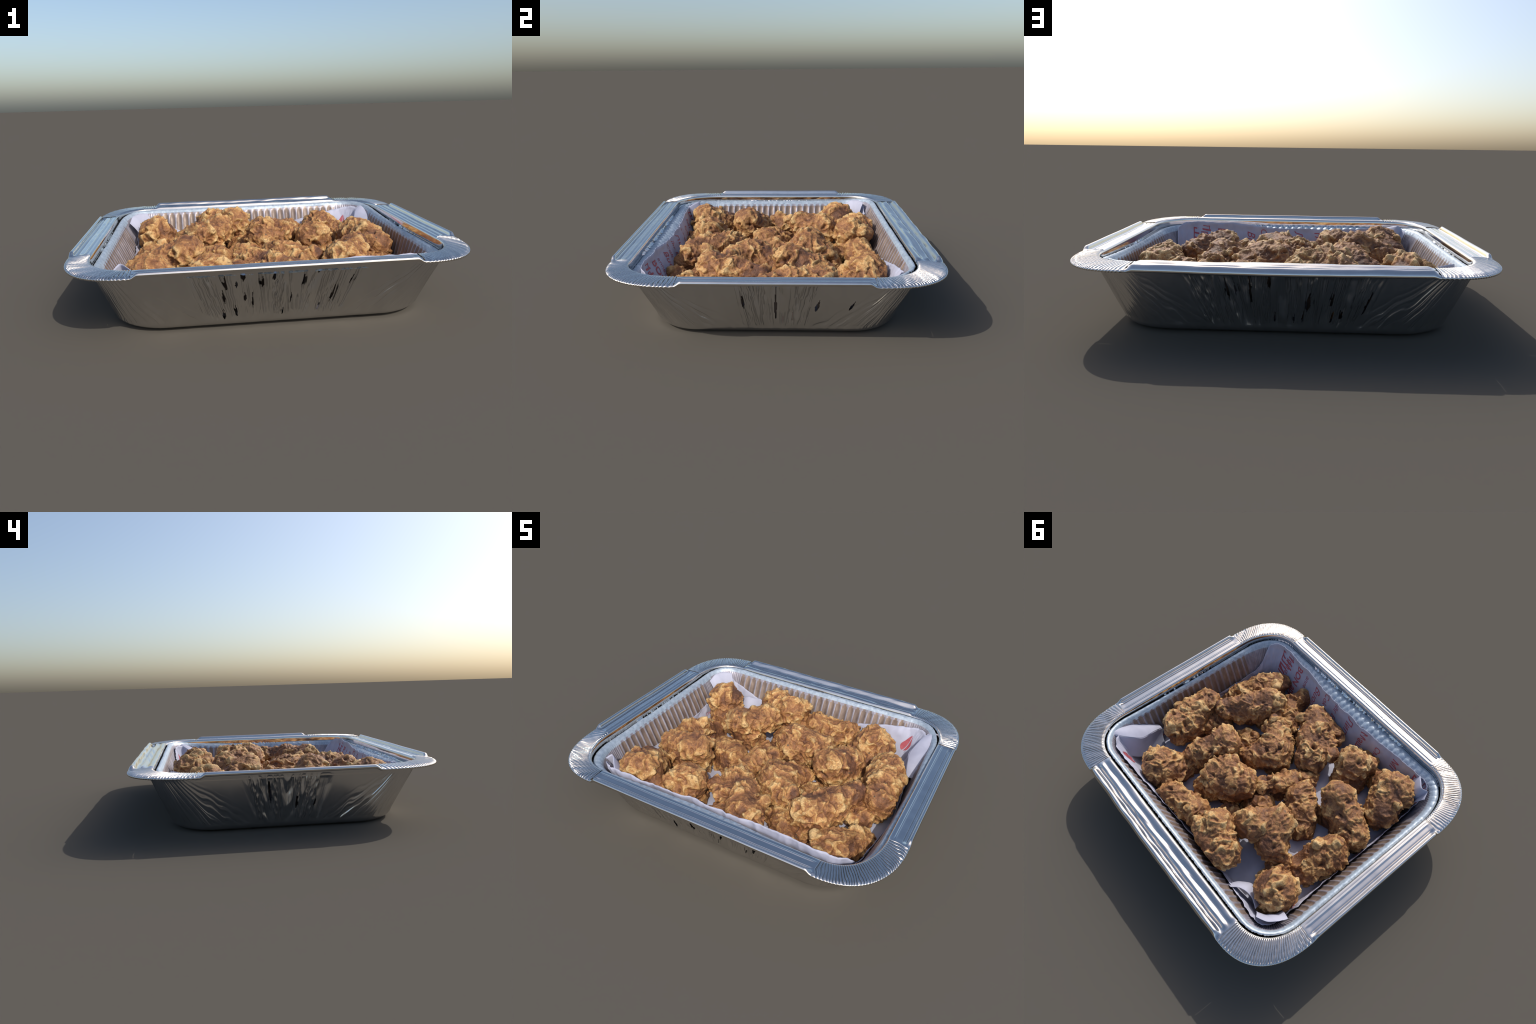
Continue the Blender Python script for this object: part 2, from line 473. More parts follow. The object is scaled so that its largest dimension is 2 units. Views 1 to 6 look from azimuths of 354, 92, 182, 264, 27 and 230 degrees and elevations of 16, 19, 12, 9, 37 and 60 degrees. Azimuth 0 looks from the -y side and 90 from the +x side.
# black marks on the foil, cut as openings: narrow upright triangles (segment, centre fraction, width, z low, z high)
SLITS = [("-y", .40, .008, .10, .20), ("-y", .49, .010, .25, .31), ("-y", .60, .009, .20, .28), ("-y", .69, .008, .06, .12), ("-y", .285, .010, .13, .22), ("-y", .53, .006, .05, .10), ("-y", .79, .008, .20, .28),
         ("-y", .305, .010, .20, .30), ("-y", .375, .016, .255, .325), ("-y", .345, .010, .22, .27), ("-y", .372, .008, .14, .21), ("-y", .445, .012, .215, .285),
         ("-y", .56, .008, .12, .19), ("-y", .655, .007, .27, .32), ("-y", .735, .016, .10, .23), ("-y", .265, .012, .04, .10), ("-y", .325, .008, .05, .14),
         ("+y", .30, .010, .17, .30), ("+y", .33, .007, .20, .28), ("+y", .385, .009, .16, .31), ("+y", .455, .012, .24, .32), ("+y", .47, .010, .06, .12), ("+y", .55, .008, .06, .11),
         ("+y", .60, .020, .12, .22), ("+y", .585, .008, .06, .13), ("+y", .69, .008, .14, .24), ("+y", .74, .014, .08, .13), ("+y", .705, .010, .06, .13), ("+y", .825, .010, .10, .26),
         ("+x", .33, .010, .16, .24), ("+x", .50, .010, .10, .30), ("+x", .72, .016, .14, .22), ("+x", .90, .012, .15, .21),
         ("-x", .40, .012, .15, .28), ("-x", .55, .010, .12, .19), ("-x", .66, .008, .12, .18)]
keep = []
fcent = [(f[0] % NF, f[0] // NF) for f in F]
cut = set()
for n, fr, w, z0, z1 in SLITS:
    w *= 1.5
    s0, c = SPAN[n]
    length = 1.32 if n[1] == "y" else 0.96
    for j, z in enumerate(zs[:-1]):
        if z0 <= z <= z1:
            f = (z - z0) / (z1 - z0)
            half = w * (f / 0.35 if f < 0.35 else (1 - f) / 0.65) / 2 / length
            lean = 0.004 * (f - 0.5)
            ia = int(round((s0 + c * (fr + lean - half)) * FINE)); ib = int(round((s0 + c * (fr + lean + half)) * FINE))
            for i in range(ia, ib):
                cut.add((i % NF, j))
F = [f for f, k in zip(F, fcent) if k not in cut]
bot = len(V)
V = np.concatenate([V, [[0, 0, 0.0]]])
F += [(bot, (i + 1) % NF, i) for i in range(NF)]
mesh_object("tray_wall", V, F, [MAT_WALL], tray)

# ---- inner wall: pale ragged band, upright pleats, corner creases
Z_TOP = around({("+x", 0): .305, ("+x", .5): .303, ("+x", 1): .325, ("+x+y", .5): .352, ("+y", 0): .350, ("+y", .5): .345, ("+y", 1): .348,
                ("-x+y", .4): .350, ("-x", 0): .318, ("-x", .5): .312, ("-x", 1): .312, ("-x-y", .5): .318, ("-y", 0): .308, ("-y", .5): .302,
                ("-y", 1): .306, ("+x-y", .5): .310})
FREE = around({("+x", .5): 0, ("+x", .9): 0, ("+x+y", .5): 1, ("+y", .5): 1, ("-x+y", .4): .8, ("-x", .1): 0, ("-x", .5): 0, ("-x-y", .5): 0, ("-y", .5): 0, ("+x-y", .5): 0})
FOOT = around({("+x", .5): .068, ("+x", .9): .11, ("+x+y", .5): .15, ("+y", .5): .145, ("-x+y", .5): .16, ("-x", .5): .148, ("-x-y", .5): .15, ("-y", .5): .165, ("+x-y", .3): .16, ("+x-y", .9): .15, ("+x", .2): .095})
WIDE = around({("+x", .3): -.3, ("+x", .6): -.3, ("+x", .95): 0, ("+y", .5): 0, ("-x", .8): 0, ("-x-y", .5): .3, ("-y", 0): .5, ("-y", .2): 1.0, ("-y", .45): 1.25, ("-y", .62): 1.1, ("-y", .75): .7, ("-y", 1): .4, ("+x-y", .6): 0})
LEVELS = [(0.000, -0.004, "B"), (0.008, -0.001, "B"), (0.016, 0.000, "B"), (0.024, -0.004, "B"), (0.030, -0.010, "B"), (0.034, -0.018, "B")]
P_LIN = perimeter(0.880, 0.880, 0.725, 0.772)
S_LIN = arclen(P_LIN)
tl = np.roll(P_LIN, -1, 0) - np.roll(P_LIN, 1, 0)
N_LIN = np.stack([-tl[:, 1], tl[:, 0]], -1); N_LIN /= np.linalg.norm(N_LIN, axis=1)[:, None]   # pointing in
FL = 3
def fineN(a):
    a = np.asarray(a); q = np.concatenate([a, a[:1]])
    u = np.arange(0, N * FL) / FL
    if a.ndim == 1:
        return np.interp(u, np.arange(N + 1), q)
    return np.stack([np.interp(u, np.arange(N + 1), q[:, k]) for k in range(a.shape[1])], -1)
PL, NL, ZT, SL = fineN(P_LIN), fineN(N_LIN), fineN(Z_TOP), None
SL = arclen(PL)
FREEF, FOOTF, WIDEF = fineN(FREE), fineN(FOOT), fineN(WIDE)
NLN = N * FL
flu = np.arange(NLN) / FL
straight = np.zeros(NLN)
for n in ("+x", "-x", "+y", "-y"):
    s0, c = SPAN[n]
    f = (flu - s0) / c
    straight = np.maximum(straight, sstep(-0.02, 0.05, f) * sstep(-0.02, 0.05, 1 - f))
PITCH = 0.0455
rib_phase = SL / PITCH + 0.25 * noise1(SL, 77, 0.3)
rib = np.abs(np.sin(np.pi * rib_phase))
fine_phase = SL / 0.017
fine = np.abs(((fine_phase + 0.4 * noise1(SL, 71, 0.05)) % 1) * 2 - 1)
def inset_point(inset, z):
    q = PL + NL * np.asarray(inset).reshape(-1, 1)
    return np.column_stack([q, np.broadcast_to(z, NLN)])
rows, kinds = [], []
jag = np.abs(((SL / 0.019) % 1) * 2 - 1) * 0.5 + noise1(SL, 91, 0.012)
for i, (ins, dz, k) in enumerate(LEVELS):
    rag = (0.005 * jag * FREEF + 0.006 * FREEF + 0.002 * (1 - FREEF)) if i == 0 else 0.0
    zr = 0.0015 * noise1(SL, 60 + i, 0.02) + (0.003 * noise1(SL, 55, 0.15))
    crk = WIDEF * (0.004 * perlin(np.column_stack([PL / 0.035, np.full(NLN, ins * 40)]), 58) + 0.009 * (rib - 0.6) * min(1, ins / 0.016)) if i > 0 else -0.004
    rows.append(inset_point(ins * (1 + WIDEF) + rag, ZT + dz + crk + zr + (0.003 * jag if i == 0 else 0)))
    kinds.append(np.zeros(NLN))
NW = 22
for j in range(NW):
    v = j / (NW - 1)
    z = (ZT - 0.021) * (1 - v) + 0.034 * v
    ins = 0.037 * (1 + WIDEF) + (FOOTF - 0.037 * (1 + WIDEF)) * v ** 0.92
    zrel = (ZT - z)
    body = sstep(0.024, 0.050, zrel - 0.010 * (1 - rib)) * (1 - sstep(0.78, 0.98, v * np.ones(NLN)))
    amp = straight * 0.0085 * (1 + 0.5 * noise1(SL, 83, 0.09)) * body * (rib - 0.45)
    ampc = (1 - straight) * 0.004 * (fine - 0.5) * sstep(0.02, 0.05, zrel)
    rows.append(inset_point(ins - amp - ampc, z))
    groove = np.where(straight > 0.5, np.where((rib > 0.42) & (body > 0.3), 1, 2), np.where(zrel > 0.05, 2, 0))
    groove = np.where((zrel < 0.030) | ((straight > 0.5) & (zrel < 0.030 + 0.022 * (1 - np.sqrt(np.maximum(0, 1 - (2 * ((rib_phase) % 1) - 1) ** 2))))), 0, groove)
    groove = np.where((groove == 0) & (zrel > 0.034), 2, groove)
    kinds.append(groove)
rows.append(inset_point(0.30, 0.026)); kinds.append(np.full(NLN, 2))
V = np.concatenate(rows)
F = grid_faces(NLN, len(rows), True)
mi = np.concatenate(kinds[1:])
c0 = len(V)
V = np.concatenate([V, [[0, 0, 0.024]]])
last = (len(rows) - 1) * NLN
F += [(last + i, last + (i + 1) % NLN, c0) for i in range(NLN)]
mi = np.concatenate([mi, np.full(NLN, 2)])
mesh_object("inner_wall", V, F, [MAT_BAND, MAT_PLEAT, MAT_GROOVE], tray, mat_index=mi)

# ------------------------------------------------------------------ paper liner (thing)
paper = link(bpy.data.objects.new("paper_liner", None))
paper["label"] = "white greaseproof paper sheet printed with red greetings"
paper["category"] = "food wrapping paper"

EDGE_H = around({("+x", 0): .14, ("+x", .25): .10, ("+x", .6): .10, ("+x", .85): .13, ("+x", 1): .20, ("+x+y", .3): .315, ("+x+y", .6): .330,
                 ("+y", 0): .310, ("+y", .12): .275, ("+y", .25): .235, ("+y", .45): .185, ("+y", .6): .16, ("+y", .78): .17, ("+y", .92): .24,
                 ("-x+y", .2): .300, ("-x+y", .5): .318, ("-x+y", .75): .22, ("-x", .05): .17, ("-x", .3): .15, ("-x", .5): .13, ("-x", .75): .165,
                 ("-x", .95): .15, ("-x-y", .25): .20, ("-x-y", .5): .30, ("-x-y", .75): .318, ("-y", 0): .312, ("-y", .15): .306, ("-y", .3): .303, ("-y", .45): .310,
                 ("-y", .6): .302, ("-y", .7): .320, ("-y", .83): .338, ("-y", 1): .335, ("+x-y", .35): .330, ("+x-y", .55): .30, ("+x-y", .72): .20})
EDGE_LEAN = around({("+x", .5): .004, ("+x+y", .5): .014, ("+y", .3): .006, ("+y", .8): .008, ("-x+y", .5): .010, ("-x", .5): .008,
                    ("-x-y", .5): .020, ("-y", .1): .002, ("-y", .5): .002, ("-y", .85): .004, ("-y", .97): .004, ("+x-y", .4): .008})
pu = np.arange(N)
EDGE_H = EDGE_H + 0.007 * noise1(arclen(P_LIN), 12, 0.11) + 0.004 * noise1(arclen(P_LIN), 13, 0.03)
S_P = arclen(P_LIN)

def wall_inset(z, zt, foot, wide):
    v = np.clip((zt - 0.021 - z) / (zt - 0.021 - 0.034), 0, 1)
    w = 0.037 * (1 + wide)
    return w + (foot - w) * v ** 0.92

def paper_surface(u, v, lift=0.0):
    """u: perimeter position, v: 0 at the foot of the wall, 1 at the paper's free edge"""
    u = np.asarray(u, float) % N; v = np.asarray(v, float)
    idx = np.arange(N + 1)
    g = lambda a: np.interp(u, idx, np.concatenate([a, a[:1]]))
    px, py, nx, ny = g(P_LIN[:, 0]), g(P_LIN[:, 1]), g(N_LIN[:, 0]), g(N_LIN[:, 1])
    h, lean, zt, s, foot, wide = g(EDGE_H), g(EDGE_LEAN), g(Z_TOP), g(S_P), g(FOOT), g(WIDE)
    z = 0.040 + (h - 0.040) * v
    ins = wall_inset(z, zt, foot, wide) + 0.008 + lean * np.maximum(v, 0) ** 1.3
    wav = 0.006 * noise1(s + v * 0.05, 18, 0.16) + 0.003 * noise1(s - 0.1 * v, 19, 0.06)
    wav = wav + 0.012 * (np.abs(perlin(np.column_stack([s / 0.085, v * 2.6, np.zeros_like(s) + 0.4]), 17)) - 0.2) + 0.005 * np.abs(perlin(np.column_stack([s / 0.04 + v, v * 4, np.zeros_like(s) + 0.7]), 23))
    ins = ins + wav * (0.3 + np.clip(v, 0, 1)) + lift
    return np.column_stack([px + nx * ins, py + ny * ins, z])

rows = []
PV = 20
for j in range(PV + 1):
    rows.append(paper_surface(pu, np.full(N, 1 - j / PV)))
fl = rows[-1]
FLOOR = ((0.95, 0.9, 0.72, 0.5, 0.25), (0.044, 0.050, 0.075, 0.085, 0.080))
for f in (0.95, 0.88, 0.81, 0.74, 0.67, 0.6, 0.53, 0.46, 0.38, 0.3, 0.2, 0.1):   # crumpled floor
    q = fl.copy(); q[:, :2] *= f
    q[:, 2] = float(np.interp(f, FLOOR[0][::-1], FLOOR[1][::-1])) + 0.016 * perlin(np.column_stack([q[:, :2] / 0.10, np.zeros(N)]), 6)
    rows.append(q)
V = np.concatenate(rows); F = grid_faces(N, len(rows), True)
c0 = len(V); V = np.concatenate([V, [[0, 0, 0.080]]]); last = (len(rows) - 1) * N
F += [(last + i, last + (i + 1) % N, c0) for i in range(N)]
ob = mesh_object("paper_sheet", V, F, [MAT_PAPER], paper)
so = ob.modifiers.new("thickness", "SOLIDIFY"); so.thickness = 0.002; so.offset = 0

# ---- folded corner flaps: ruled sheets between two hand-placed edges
def flap(top, foot, curl, seed):
    """top, foot: control points of the free edge and the buried edge"""
    top, foot = np.array(top, float), np.array(foot, float)
    nu, nv = 40, 18
    t = np.linspace(0, 1, nu)
    def curve(c):
        k = np.linspace(0, 1, len(c))
        p = np.stack([np.interp(t, k, c[:, i]) for i in range(3)], -1)
        ker = np.hanning(11); ker /= ker.sum()
        pad = np.concatenate([np.repeat(p[:1], 5, 0), p, np.repeat(p[-1:], 5, 0)])
        return np.stack([np.convolve(pad[:, i], ker, "valid") for i in range(3)], -1)
    a, b = curve(top), curve(foot)
    rows = []
    for j in range(nv):
        v = j / (nv - 1)
        p = a * (1 - v) + b * v
        d = np.cross(np.gradient(a, axis=0), b - a); d /= np.linalg.norm(d, axis=1)[:, None] + 1e-9
        p = p + d * (curl * math.sin(math.pi * v) + 0.005 * noise1(t * 0.3 + v * 0.05, seed, 0.07))[:, None]
        rows.append(p)
    o = mesh_object("paper_fold", np.concatenate(rows), grid_faces(nu, nv, False), [MAT_PAPER], paper)
    s = o.modifiers.new("thickness", "SOLIDIFY"); s.thickness = 0.002; s.offset = 0
    return a, b

flap([(-.790, -.600, .300), (-.765, -.655, .318), (-.735, -.620, .345), (-.700, -.655, .335), (-.655, -.700, .315)],
     [(-.730, -.560, .150), (-.720, -.590, .140), (-.690, -.600, .140), (-.660, -.620, .150), (-.620, -.650, .160)], 0.015, 51)
flap([(-.44, .630, .200), (-.48, .590, .215), (-.52, .575, .225), (-.58, .565, .200), (-.64, .60, .21)],
     [(-.38, .640, .120), (-.42, .560, .130), (-.48, .500, .120), (-.55, .500, .100), (-.60, .52, .10)], 0.010, 52)
flap([(.825, .640, .335), (.772, .585, .305), (.725, .480, .232), (.750, .385, .200), (.770, .310, .155)],
     [(.770, .660, .240), (.720, .625, .170), (.690, .530, .095), (.695, .420, .060), (.710, .340, .050)], 0.010, 53)
flap([(.825, .640, .336), (.772, .585, .306), (.725, .480, .233), (.750, .385, .201), (.770, .310, .156)],
     [(.848, .635, .330), (.848, .565, .315), (.840, .480, .280), (.830, .400, .215), (.820, .320, .150)], 0.008, 55)
flap([(-.700, .640, .338), (-.760, .610, .345), (-.800, .560, .335), (-.810, .500, .300)],
     [(-.640, .600, .180), (-.690, .570, .180), (-.720, .530, .180), (-.730, .480, .180)], 0.012, 54)

# ---- printed words: text outlines laid on the paper surface (baseline runs down the wall)
def ink_word(word, u0, v0, size, dv, shear=0.0, bold=0.0, flip=False):
    cu = bpy.data.curves.new("printed_word", "FONT")
    cu.body = word; cu.size = 1.0; cu.shear = shear; cu.offset = bold; cu.resolution_u = 3
    tmp = bpy.data.objects.new("tmp", cu); link(tmp)
    dg = bpy.context.evaluated_depsgraph_get()
    me = bpy.data.meshes.new_from_object(tmp.evaluated_get(dg))
    bm = bmesh.new(); bm.from_mesh(me)
    bmesh.ops.subdivide_edges(bm, edges=[e for e in bm.edges if e.calc_length() > 0.15], cuts=2, use_grid_fill=False)
    bmesh.ops.triangulate(bm, faces=bm.faces)
    bm.to_mesh(me); bm.free()
    bpy.data.objects.remove(tmp); bpy.data.curves.remove(cu)
    co = np.array([v.co[:] for v in me.vertices])
    if not len(co):
        return
    step = float(np.interp(u0 % N, np.arange(N), np.gradient(S_P)))
    if any(SPAN[n][0] + 20 <= u0 % N < SPAN[n][0] + SPAN[n][1] - 10 for n in ("+x+y", "-x+y", "-x-y", "+x-y")):
        step *= 0.62                                       # the corner is tighter on the paper than on the foil
    size *= 1.2
    du = size / step                                       # perimeter samples per unit letter height
    if dv:                                                 # reads downwards, letter tops towards -x / earlier u
        u = u0 - co[:, 1] * du
        hh = float(np.interp(u0 % N, np.arange(N), EDGE_H)) - 0.040
        v = v0 - co[:, 0] * size / max(hh, 0.05) * 0.9
    else:
        u = u0 - co[:, 0] * du
        v = v0 + co[:, 1] * size / 0.2
    ok = v.min() > -0.35
    p = paper_surface(u, v, 0.0028)
    for i in range(len(p)):
        me.vertices[i].co = p[i]
    me.materials.clear(); me.materials.append(MAT_INK)
    o = link(bpy.data.objects.new("printed_word", me), paper)
    return o

def uy(x):          # perimeter position of x on the -y side
    s0, c = SPAN["-y"]
    return s0 + (x + CX) / (2 * CX) * c

ink_word("Шипуч", uy(.735), .90, .085, True, 0.25, 0.012)
ink_word("Приятного", uy(.62), .93, .055, True, 0.0)
ink_word("BON app", uy(.51), .88, .062, True, 0.1, 0.018)
ink_word("аппетита", uy(.415), .80, .036, True)
ink_word("Buon", uy(.30), .85, .066, True, 0.3)
ink_word("Cok", uy(.205), .95, .050, True, 0.2)
ink_word("ihr Eh", uy(.10), .93, .050, True, 0.3)
ink_word("Липу", uy(-.03), .95, .066, True, 0.3)
ink_word("Маш", uy(-.17), .92, .058, True, 0.0, 0.010)
ink_word("Сма", uy(-.31), .86, .050, True, 0.2)
ink_word("Мі", uy(-.45), .90, .060, True, 0.3)
ink_word("Ша", uy(-.62), .92, .075, True, 0.2, 0.012)
ink_word("Приятн", SPAN["-x-y"][0] + 92, .72, .050, False)
s0 = SPAN["+x+y"][0]
ink_word("Шип", s0 + 52, .30, .060, False, 0.25, 0.012)
ink_word("Сыт", s0 + 40, .78, .050, False, 0.3)
ink_word("пит", SPAN["-x"][0] + 18, .45, .050, False)
ink_word("Мы", SPAN["-x"][0] + 88, .55, .045, False)

# red leaf mark: two pointed halves with a pale midrib between
def leaf_half(sign):
    pts = []
    for k in range(17):
        f = k / 16
        pts.append((f - 0.5, sign * (0.03 + 0.30 * math.sin(math.pi * f ** 0.85) * (1.15 if sign > 0 else 0.75))))
    for k in range(17):
        f = 1 - k / 16
        pts.append((f - 0.5, sign * 0.03 + 0.10 * math.sin(math.pi * f)))
    return pts
for sign in (1, -1):
    q = np.array(leaf_half(sign))
    ang = math.radians(118)
    ca, sa = math.cos(ang), math.sin(ang)
    x, y = q[:, 0] * ca - q[:, 1] * sa, q[:, 0] * sa + q[:, 1] * ca
    u = SPAN["+x+y"][0] + 101 + x * 0.115 / 0.0030
    v = 0.62 + y * 0.115 / 0.27
    p = paper_surface(u, v, 0.003)
    # strip of quads between the two outlines
    n = 17
    faces = [(i, i + 1, 33 - i - 1, 33 - i) for i in range(n - 1)]
    mesh_object("printed_leaf", p, faces, [MAT_INK], paper)

# ------------------------------------------------------------------ chicken wings (things)
# each wing: a chain of balls (x, y, z, radius); "+" starts a side lump joined to the first ball
WINGS = [
    [(-0.605, -0.525, 0.220, 0.130), (-0.638, -0.420, 0.157, 0.120), "+", (-0.605, -0.532, 0.122, 0.120), "+", (-0.620, -0.595, 0.150, 0.072), "+", (-0.470, -0.565, 0.130, 0.080)],
    [(-0.305, -0.472, 0.210, 0.118), (-0.325, -0.422, 0.142, 0.114), "+", (-0.375, -0.537, 0.227, 0.058), "+", (-0.305, -0.472, 0.107, 0.110), "+", (-0.300, -0.580, 0.140, 0.082)],
    [(0.130, -0.530, 0.187, 0.106), (0.040, -0.440, 0.204, 0.113), (-0.069, -0.318, 0.187, 0.113), "+", (-0.144, -0.415, 0.212, 0.060), "+", (0.040, -0.440, 0.092, 0.120), "+", (-0.020, -0.565, 0.145, 0.082), "+", (0.160, -0.600, 0.150, 0.070)],
    [(0.370, -0.540, 0.097, 0.083), (0.308, -0.432, 0.127, 0.088), (0.238, -0.380, 0.092, 0.083), "+", (0.360, -0.605, 0.130, 0.070)],
    [(0.214, -0.278, 0.186, 0.092), (0.111, -0.165, 0.181, 0.128), (0.204, -0.036, 0.140, 0.096), "+", (0.111, -0.162, 0.079, 0.121)],
    [(0.430, -0.350, 0.208, 0.126), (0.497, -0.224, 0.213, 0.110), (0.570, -0.103, 0.232, 0.072), "+", (0.430, -0.350, 0.084, 0.126), "+", (0.598, -0.069, 0.257, 0.042)],
    [(0.610, -0.470, 0.138, 0.108), (0.550, -0.535, 0.120, 0.080), "+", (0.700, -0.315, 0.098, 0.084), (0.745, -0.255, 0.070, 0.055), "+", (0.600, -0.470, 0.070, 0.100), "+", (0.560, -0.600, 0.130, 0.070)],
    [(0.655, 0.215, 0.207, 0.118), (0.694, 0.085, 0.215, 0.114), (0.722, -0.040, 0.202, 0.098), "+", (0.674, 0.140, 0.116, 0.110), "+", (0.703, -0.019, 0.122, 0.088)],
    [(0.345, 0.075, 0.242, 0.108), (0.390, 0.180, 0.192, 0.112), (0.440, 0.285, 0.132, 0.096), "+", (0.354, 0.105, 0.132, 0.104)],
    [(0.493, 0.490, 0.204, 0.132), (0.453, 0.405, 0.134, 0.115), "+", (0.493, 0.488, 0.090, 0.125)],
    [(0.070, 0.194, 0.231, 0.134), (0.190, 0.222, 0.199, 0.115), "+", (0.213, 0.168, 0.256, 0.064), "+", (0.234, 0.355, 0.104, 0.078), "+", (0.106, 0.202, 0.093, 0.132)],
    [(0.275, 0.535, 0.180, 0.095), (0.165, 0.522, 0.188, 0.096), (0.068, 0.507, 0.195, 0.090), "+", (0.180, 0.530, 0.100, 0.094)],
    [(-0.266, 0.550, 0.254, 0.110), (-0.116, 0.477, 0.269, 0.105), "+", (-0.055, 0.548, 0.278, 0.058), "+", (-0.220, 0.534, 0.153, 0.106), "+", (-0.055, 0.472, 0.142, 0.106)],
    [(-0.326, 0.170, 0.271, 0.095), (-0.230, 0.312, 0.261, 0.101), "+", (-0.402, 0.282, 0.211, 0.098), "+", (-0.503, 0.323, 0.122, 0.070), "+", (-0.301, 0.223, 0.142, 0.114)],
    [(-0.629, 0.440, 0.216, 0.130), (-0.591, 0.412, 0.133, 0.122), "+", (-0.634, 0.442, 0.090, 0.122)],
    [(-0.648, 0.025, 0.162, 0.108), (-0.625, 0.117, 0.112, 0.118), (-0.605, 0.200, 0.072, 0.104), "+", (-0.625, 0.069, 0.070, 0.106)],
    [(-0.430, -0.220, 0.257, 0.105), (-0.542, -0.184, 0.202, 0.112), (-0.636, -0.158, 0.157, 0.109), "+", (-0.469, -0.196, 0.102, 0.115), "+", (-0.614, -0.160, 0.070, 0.112)],
    [(-0.256, -0.083, 0.170, 0.105), (-0.321, -0.027, 0.142, 0.110), (-0.391, 0.038, 0.100, 0.097), "+", (-0.284, -0.044, 0.072, 0.112)],
    [(-0.035, 0.045, 0.155, 0.068), (-0.102, -0.070, 0.155, 0.076), (-0.168, -0.210, 0.120, 0.074), "+", (-0.090, -0.050, 0.075, 0.085)],
    [(0.550, 0.000, 0.120, 0.095), (0.640, -0.140, 0.115, 0.085)],
    [(-0.120, 0.140, 0.100, 0.090), (-0.020, 0.160, 0.090, 0.075)],
    [(-0.100, 0.365, 0.110, 0.090), (-0.020, 0.330, 0.100, 0.075)],
    [(0.350, -0.110, 0.095, 0.085), (0.310, -0.040, 0.085, 0.070)],
]
VOX = 0.0046

def ball_bmesh(bm, c, r):
    m = bmesh.ops.create_icosphere(bm, subdivisions=3, radius=r)
    bmesh.ops.translate(bm, verts=m["verts"], vec=Vector(c))

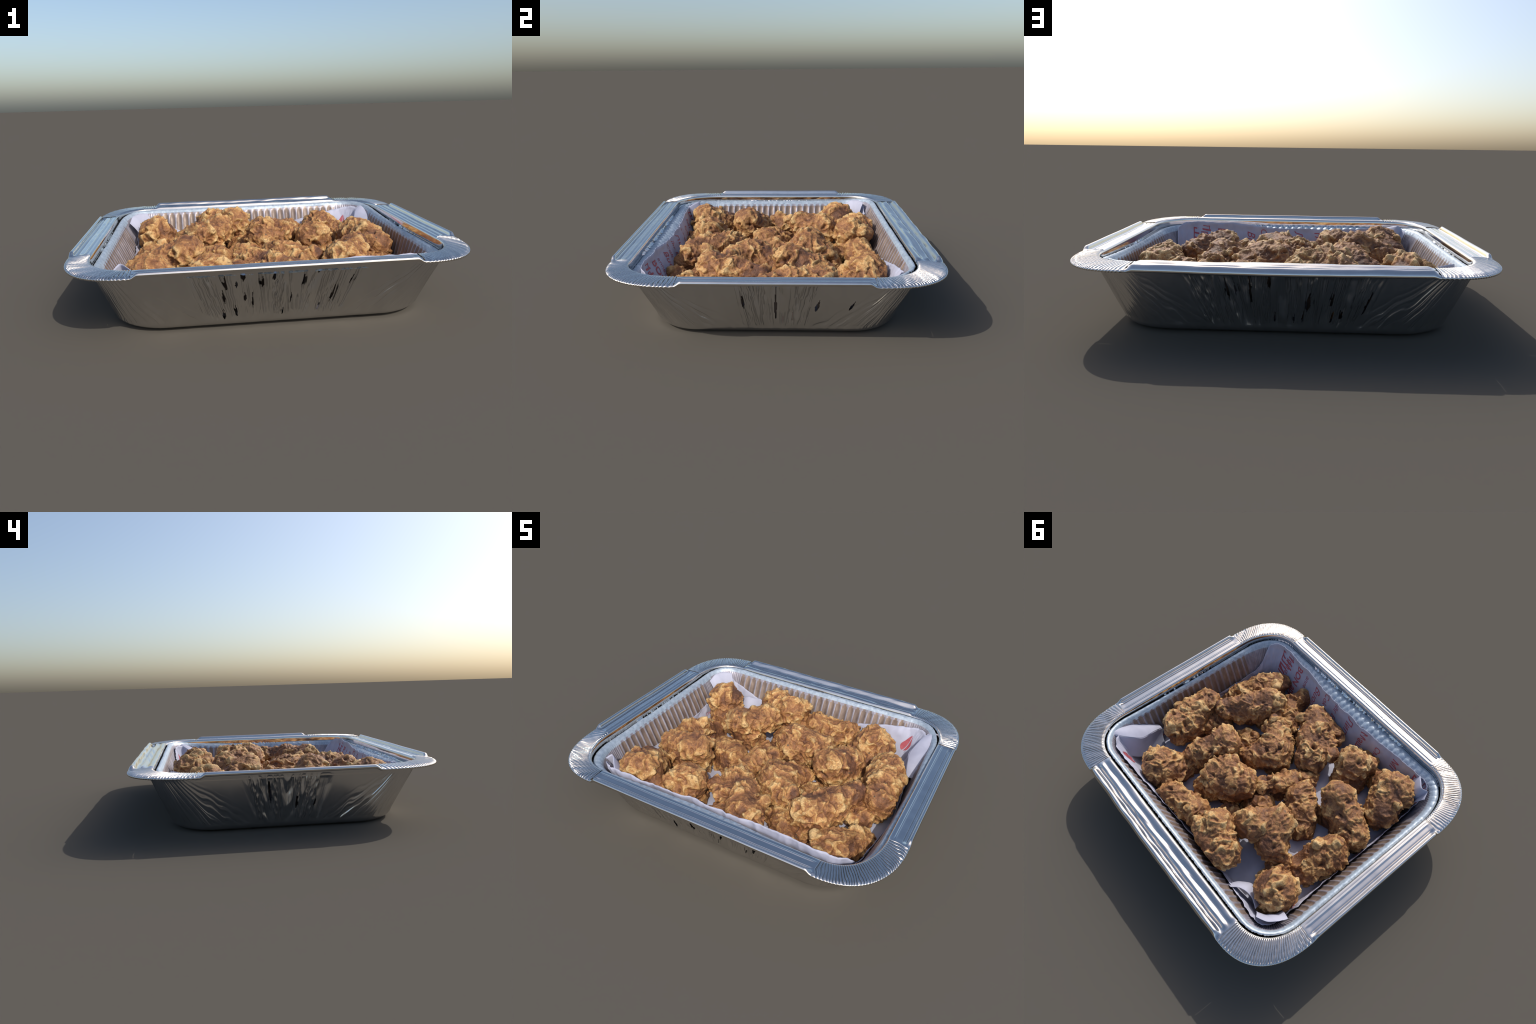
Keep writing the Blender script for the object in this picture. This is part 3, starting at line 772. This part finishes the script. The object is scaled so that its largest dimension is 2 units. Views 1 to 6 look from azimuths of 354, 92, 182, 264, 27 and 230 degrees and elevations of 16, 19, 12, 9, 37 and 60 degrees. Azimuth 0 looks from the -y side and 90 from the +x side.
for wi, spec in enumerate(WINGS):
    balls = []
    first, prev = spec[0], None
    for it in spec:
        if it == "+":
            prev = first
            continue
        if prev is not None:
            for f in (0.25, 0.5, 0.75):
                balls.append(tuple(prev[k] * (1 - f) + it[k] * f for k in range(3)) + ((prev[3] * (1 - f) + it[3] * f) * (0.96 if f == 0.5 else 0.98),))
        balls.append(it); prev = it
    # knobbly bone ends and clots of batter standing out of the upper side
    kr = np.random.default_rng(500 + wi)
    main = [b for b in balls if b[3] > 0.07 and b[2] > 0.13] or balls
    for _ in range(3):
        b = main[kr.integers(len(main))]
        az, el = kr.uniform(0, 2 * math.pi), kr.uniform(-0.2, 0.8)
        d = b[3] * kr.uniform(0.86, 1.0); r = kr.uniform(0.022, 0.038)
        balls.append((b[0] + d * math.cos(az) * math.cos(el), b[1] + d * math.sin(az) * math.cos(el), b[2] + d * math.sin(el), r))
    org = np.mean([b[:3] for b in balls], axis=0)
    bm = bmesh.new()
    for b in balls:
        ball_bmesh(bm, np.array(b[:3]) - org, b[3] * 0.925)
    me = bpy.data.meshes.new("tmp"); bm.to_mesh(me); bm.free()
    tmp = link(bpy.data.objects.new("tmp", me))
    rm = tmp.modifiers.new("r", "REMESH"); rm.mode = "VOXEL"; rm.voxel_size = VOX
    cs = tmp.modifiers.new("s", "SMOOTH"); cs.iterations = 10; cs.factor = 0.5
    dg = bpy.context.evaluated_depsgraph_get()
    me2 = bpy.data.meshes.new_from_object(tmp.evaluated_get(dg))
    bpy.data.objects.remove(tmp); bpy.data.meshes.remove(me)
    nv = len(me2.vertices)
    co = np.empty(nv * 3); me2.vertices.foreach_get("co", co); co = co.reshape(-1, 3)
    no = np.empty(nv * 3); me2.vertices.foreach_get("normal", no); no = no.reshape(-1, 3)
    Pw = co + wi * 3.17
    # bare skin patches and crusted areas
    skin = sstep(0.22, 0.42, perlin(Pw / 0.11, 100 + wi) + 0.25 * perlin(Pw / 0.03, 150))
    # lumpy body
    co1 = co + no * (0.022 * perlin(Pw / 0.13, 1) + 0.003)[:, None]
    # domain-warped folds of batter
    wv = np.stack([perlin(Pw / 0.065, 40 + k) for k in range(3)], -1) * 0.026
    Q = Pw + wv
    ridge = 1 - np.abs(perlin(Q / 0.078, 7)) * 3.0
    ridge = np.clip(ridge, 0, 1) ** 2.2
    flake = sstep(-0.08, 0.08, perlin(Q / 0.052, 9))
    flake2 = sstep(-0.06, 0.08, perlin(Q / 0.026, 10))
    w = worley(Q / 0.062, 3)
    nod = sstep(0.46, 0.14, w) * sstep(-0.05, 0.2, perlin(Pw / 0.12, 200 + wi))
    fine = perlin(Q / 0.013, 12)
    k = (1 - 0.70 * skin) * (0.72 + 0.5 * sstep(-0.3, 0.3, perlin(Pw / 0.10, 400 + wi)))
    pit = sstep(0.32, 0.62, perlin(Q / 0.055, 27))
    wr = 1 - np.abs(perlin(Q / 0.030, 19)) * 2.5
    h = k * (0.012 * ridge + 0.0070 * flake + 0.0028 * flake2 + 0.0045 * np.clip(wr, 0, 1) + 0.009 * nod - 0.020 * pit) + 0.0012 * fine - 0.006
    co2 = co1 + no * h[:, None] + wv * 0.30 * k[:, None]
    edge = np.exp(-(perlin(Q / 0.052, 9) / 0.035) ** 2) * 0.7 + np.exp(-(perlin(Q / 0.026, 10) / 0.04) ** 2) * 0.3
    co2[:, 2] = np.maximum(co2[:, 2], 0.045 - org[2] + 0.004 * fine)
    wz = co2[:, 2] + org[2]
    co2[:, 0] = np.clip(co2[:, 0], -0.755 - 0.1 * wz - org[0], 0.795 + 0.15 * wz - org[0])
    co2[:, 1] = np.clip(co2[:, 1], -0.600 - 0.3 * wz - org[1], 0.580 + 0.2 * wz - org[1])
    tone = perlin(Pw / 0.22, 620)
    crust = np.clip(0.16 * tone + 0.10 * k * np.clip(wr, 0, 1) - 0.26 * edge * k - 0.30 * pit + k * (0.30 * ridge + 0.26 * flake + 0.16 * flake2 + 0.34 * nod) + 0.165 + 0.16 * perlin(Pw / 0.09, 300 + wi) - 0.10 * skin, 0, 1)
    me2.vertices.foreach_set("co", co2.ravel())
    a = me2.attributes.new("crust", "FLOAT", "POINT"); a.data.foreach_set("value", crust.astype(np.float32))
    me2.polygons.foreach_set("use_smooth", [True] * len(me2.polygons))
    me2.materials.clear(); me2.materials.append(MAT_BATTER)
    me2.update()
    me2.name = "chicken_wing"
    o = link(bpy.data.objects.new("chicken_wing", me2))
    o.location = org
    o["label"] = "golden brown battered fried chicken wing piece"
    o["category"] = "fried chicken"
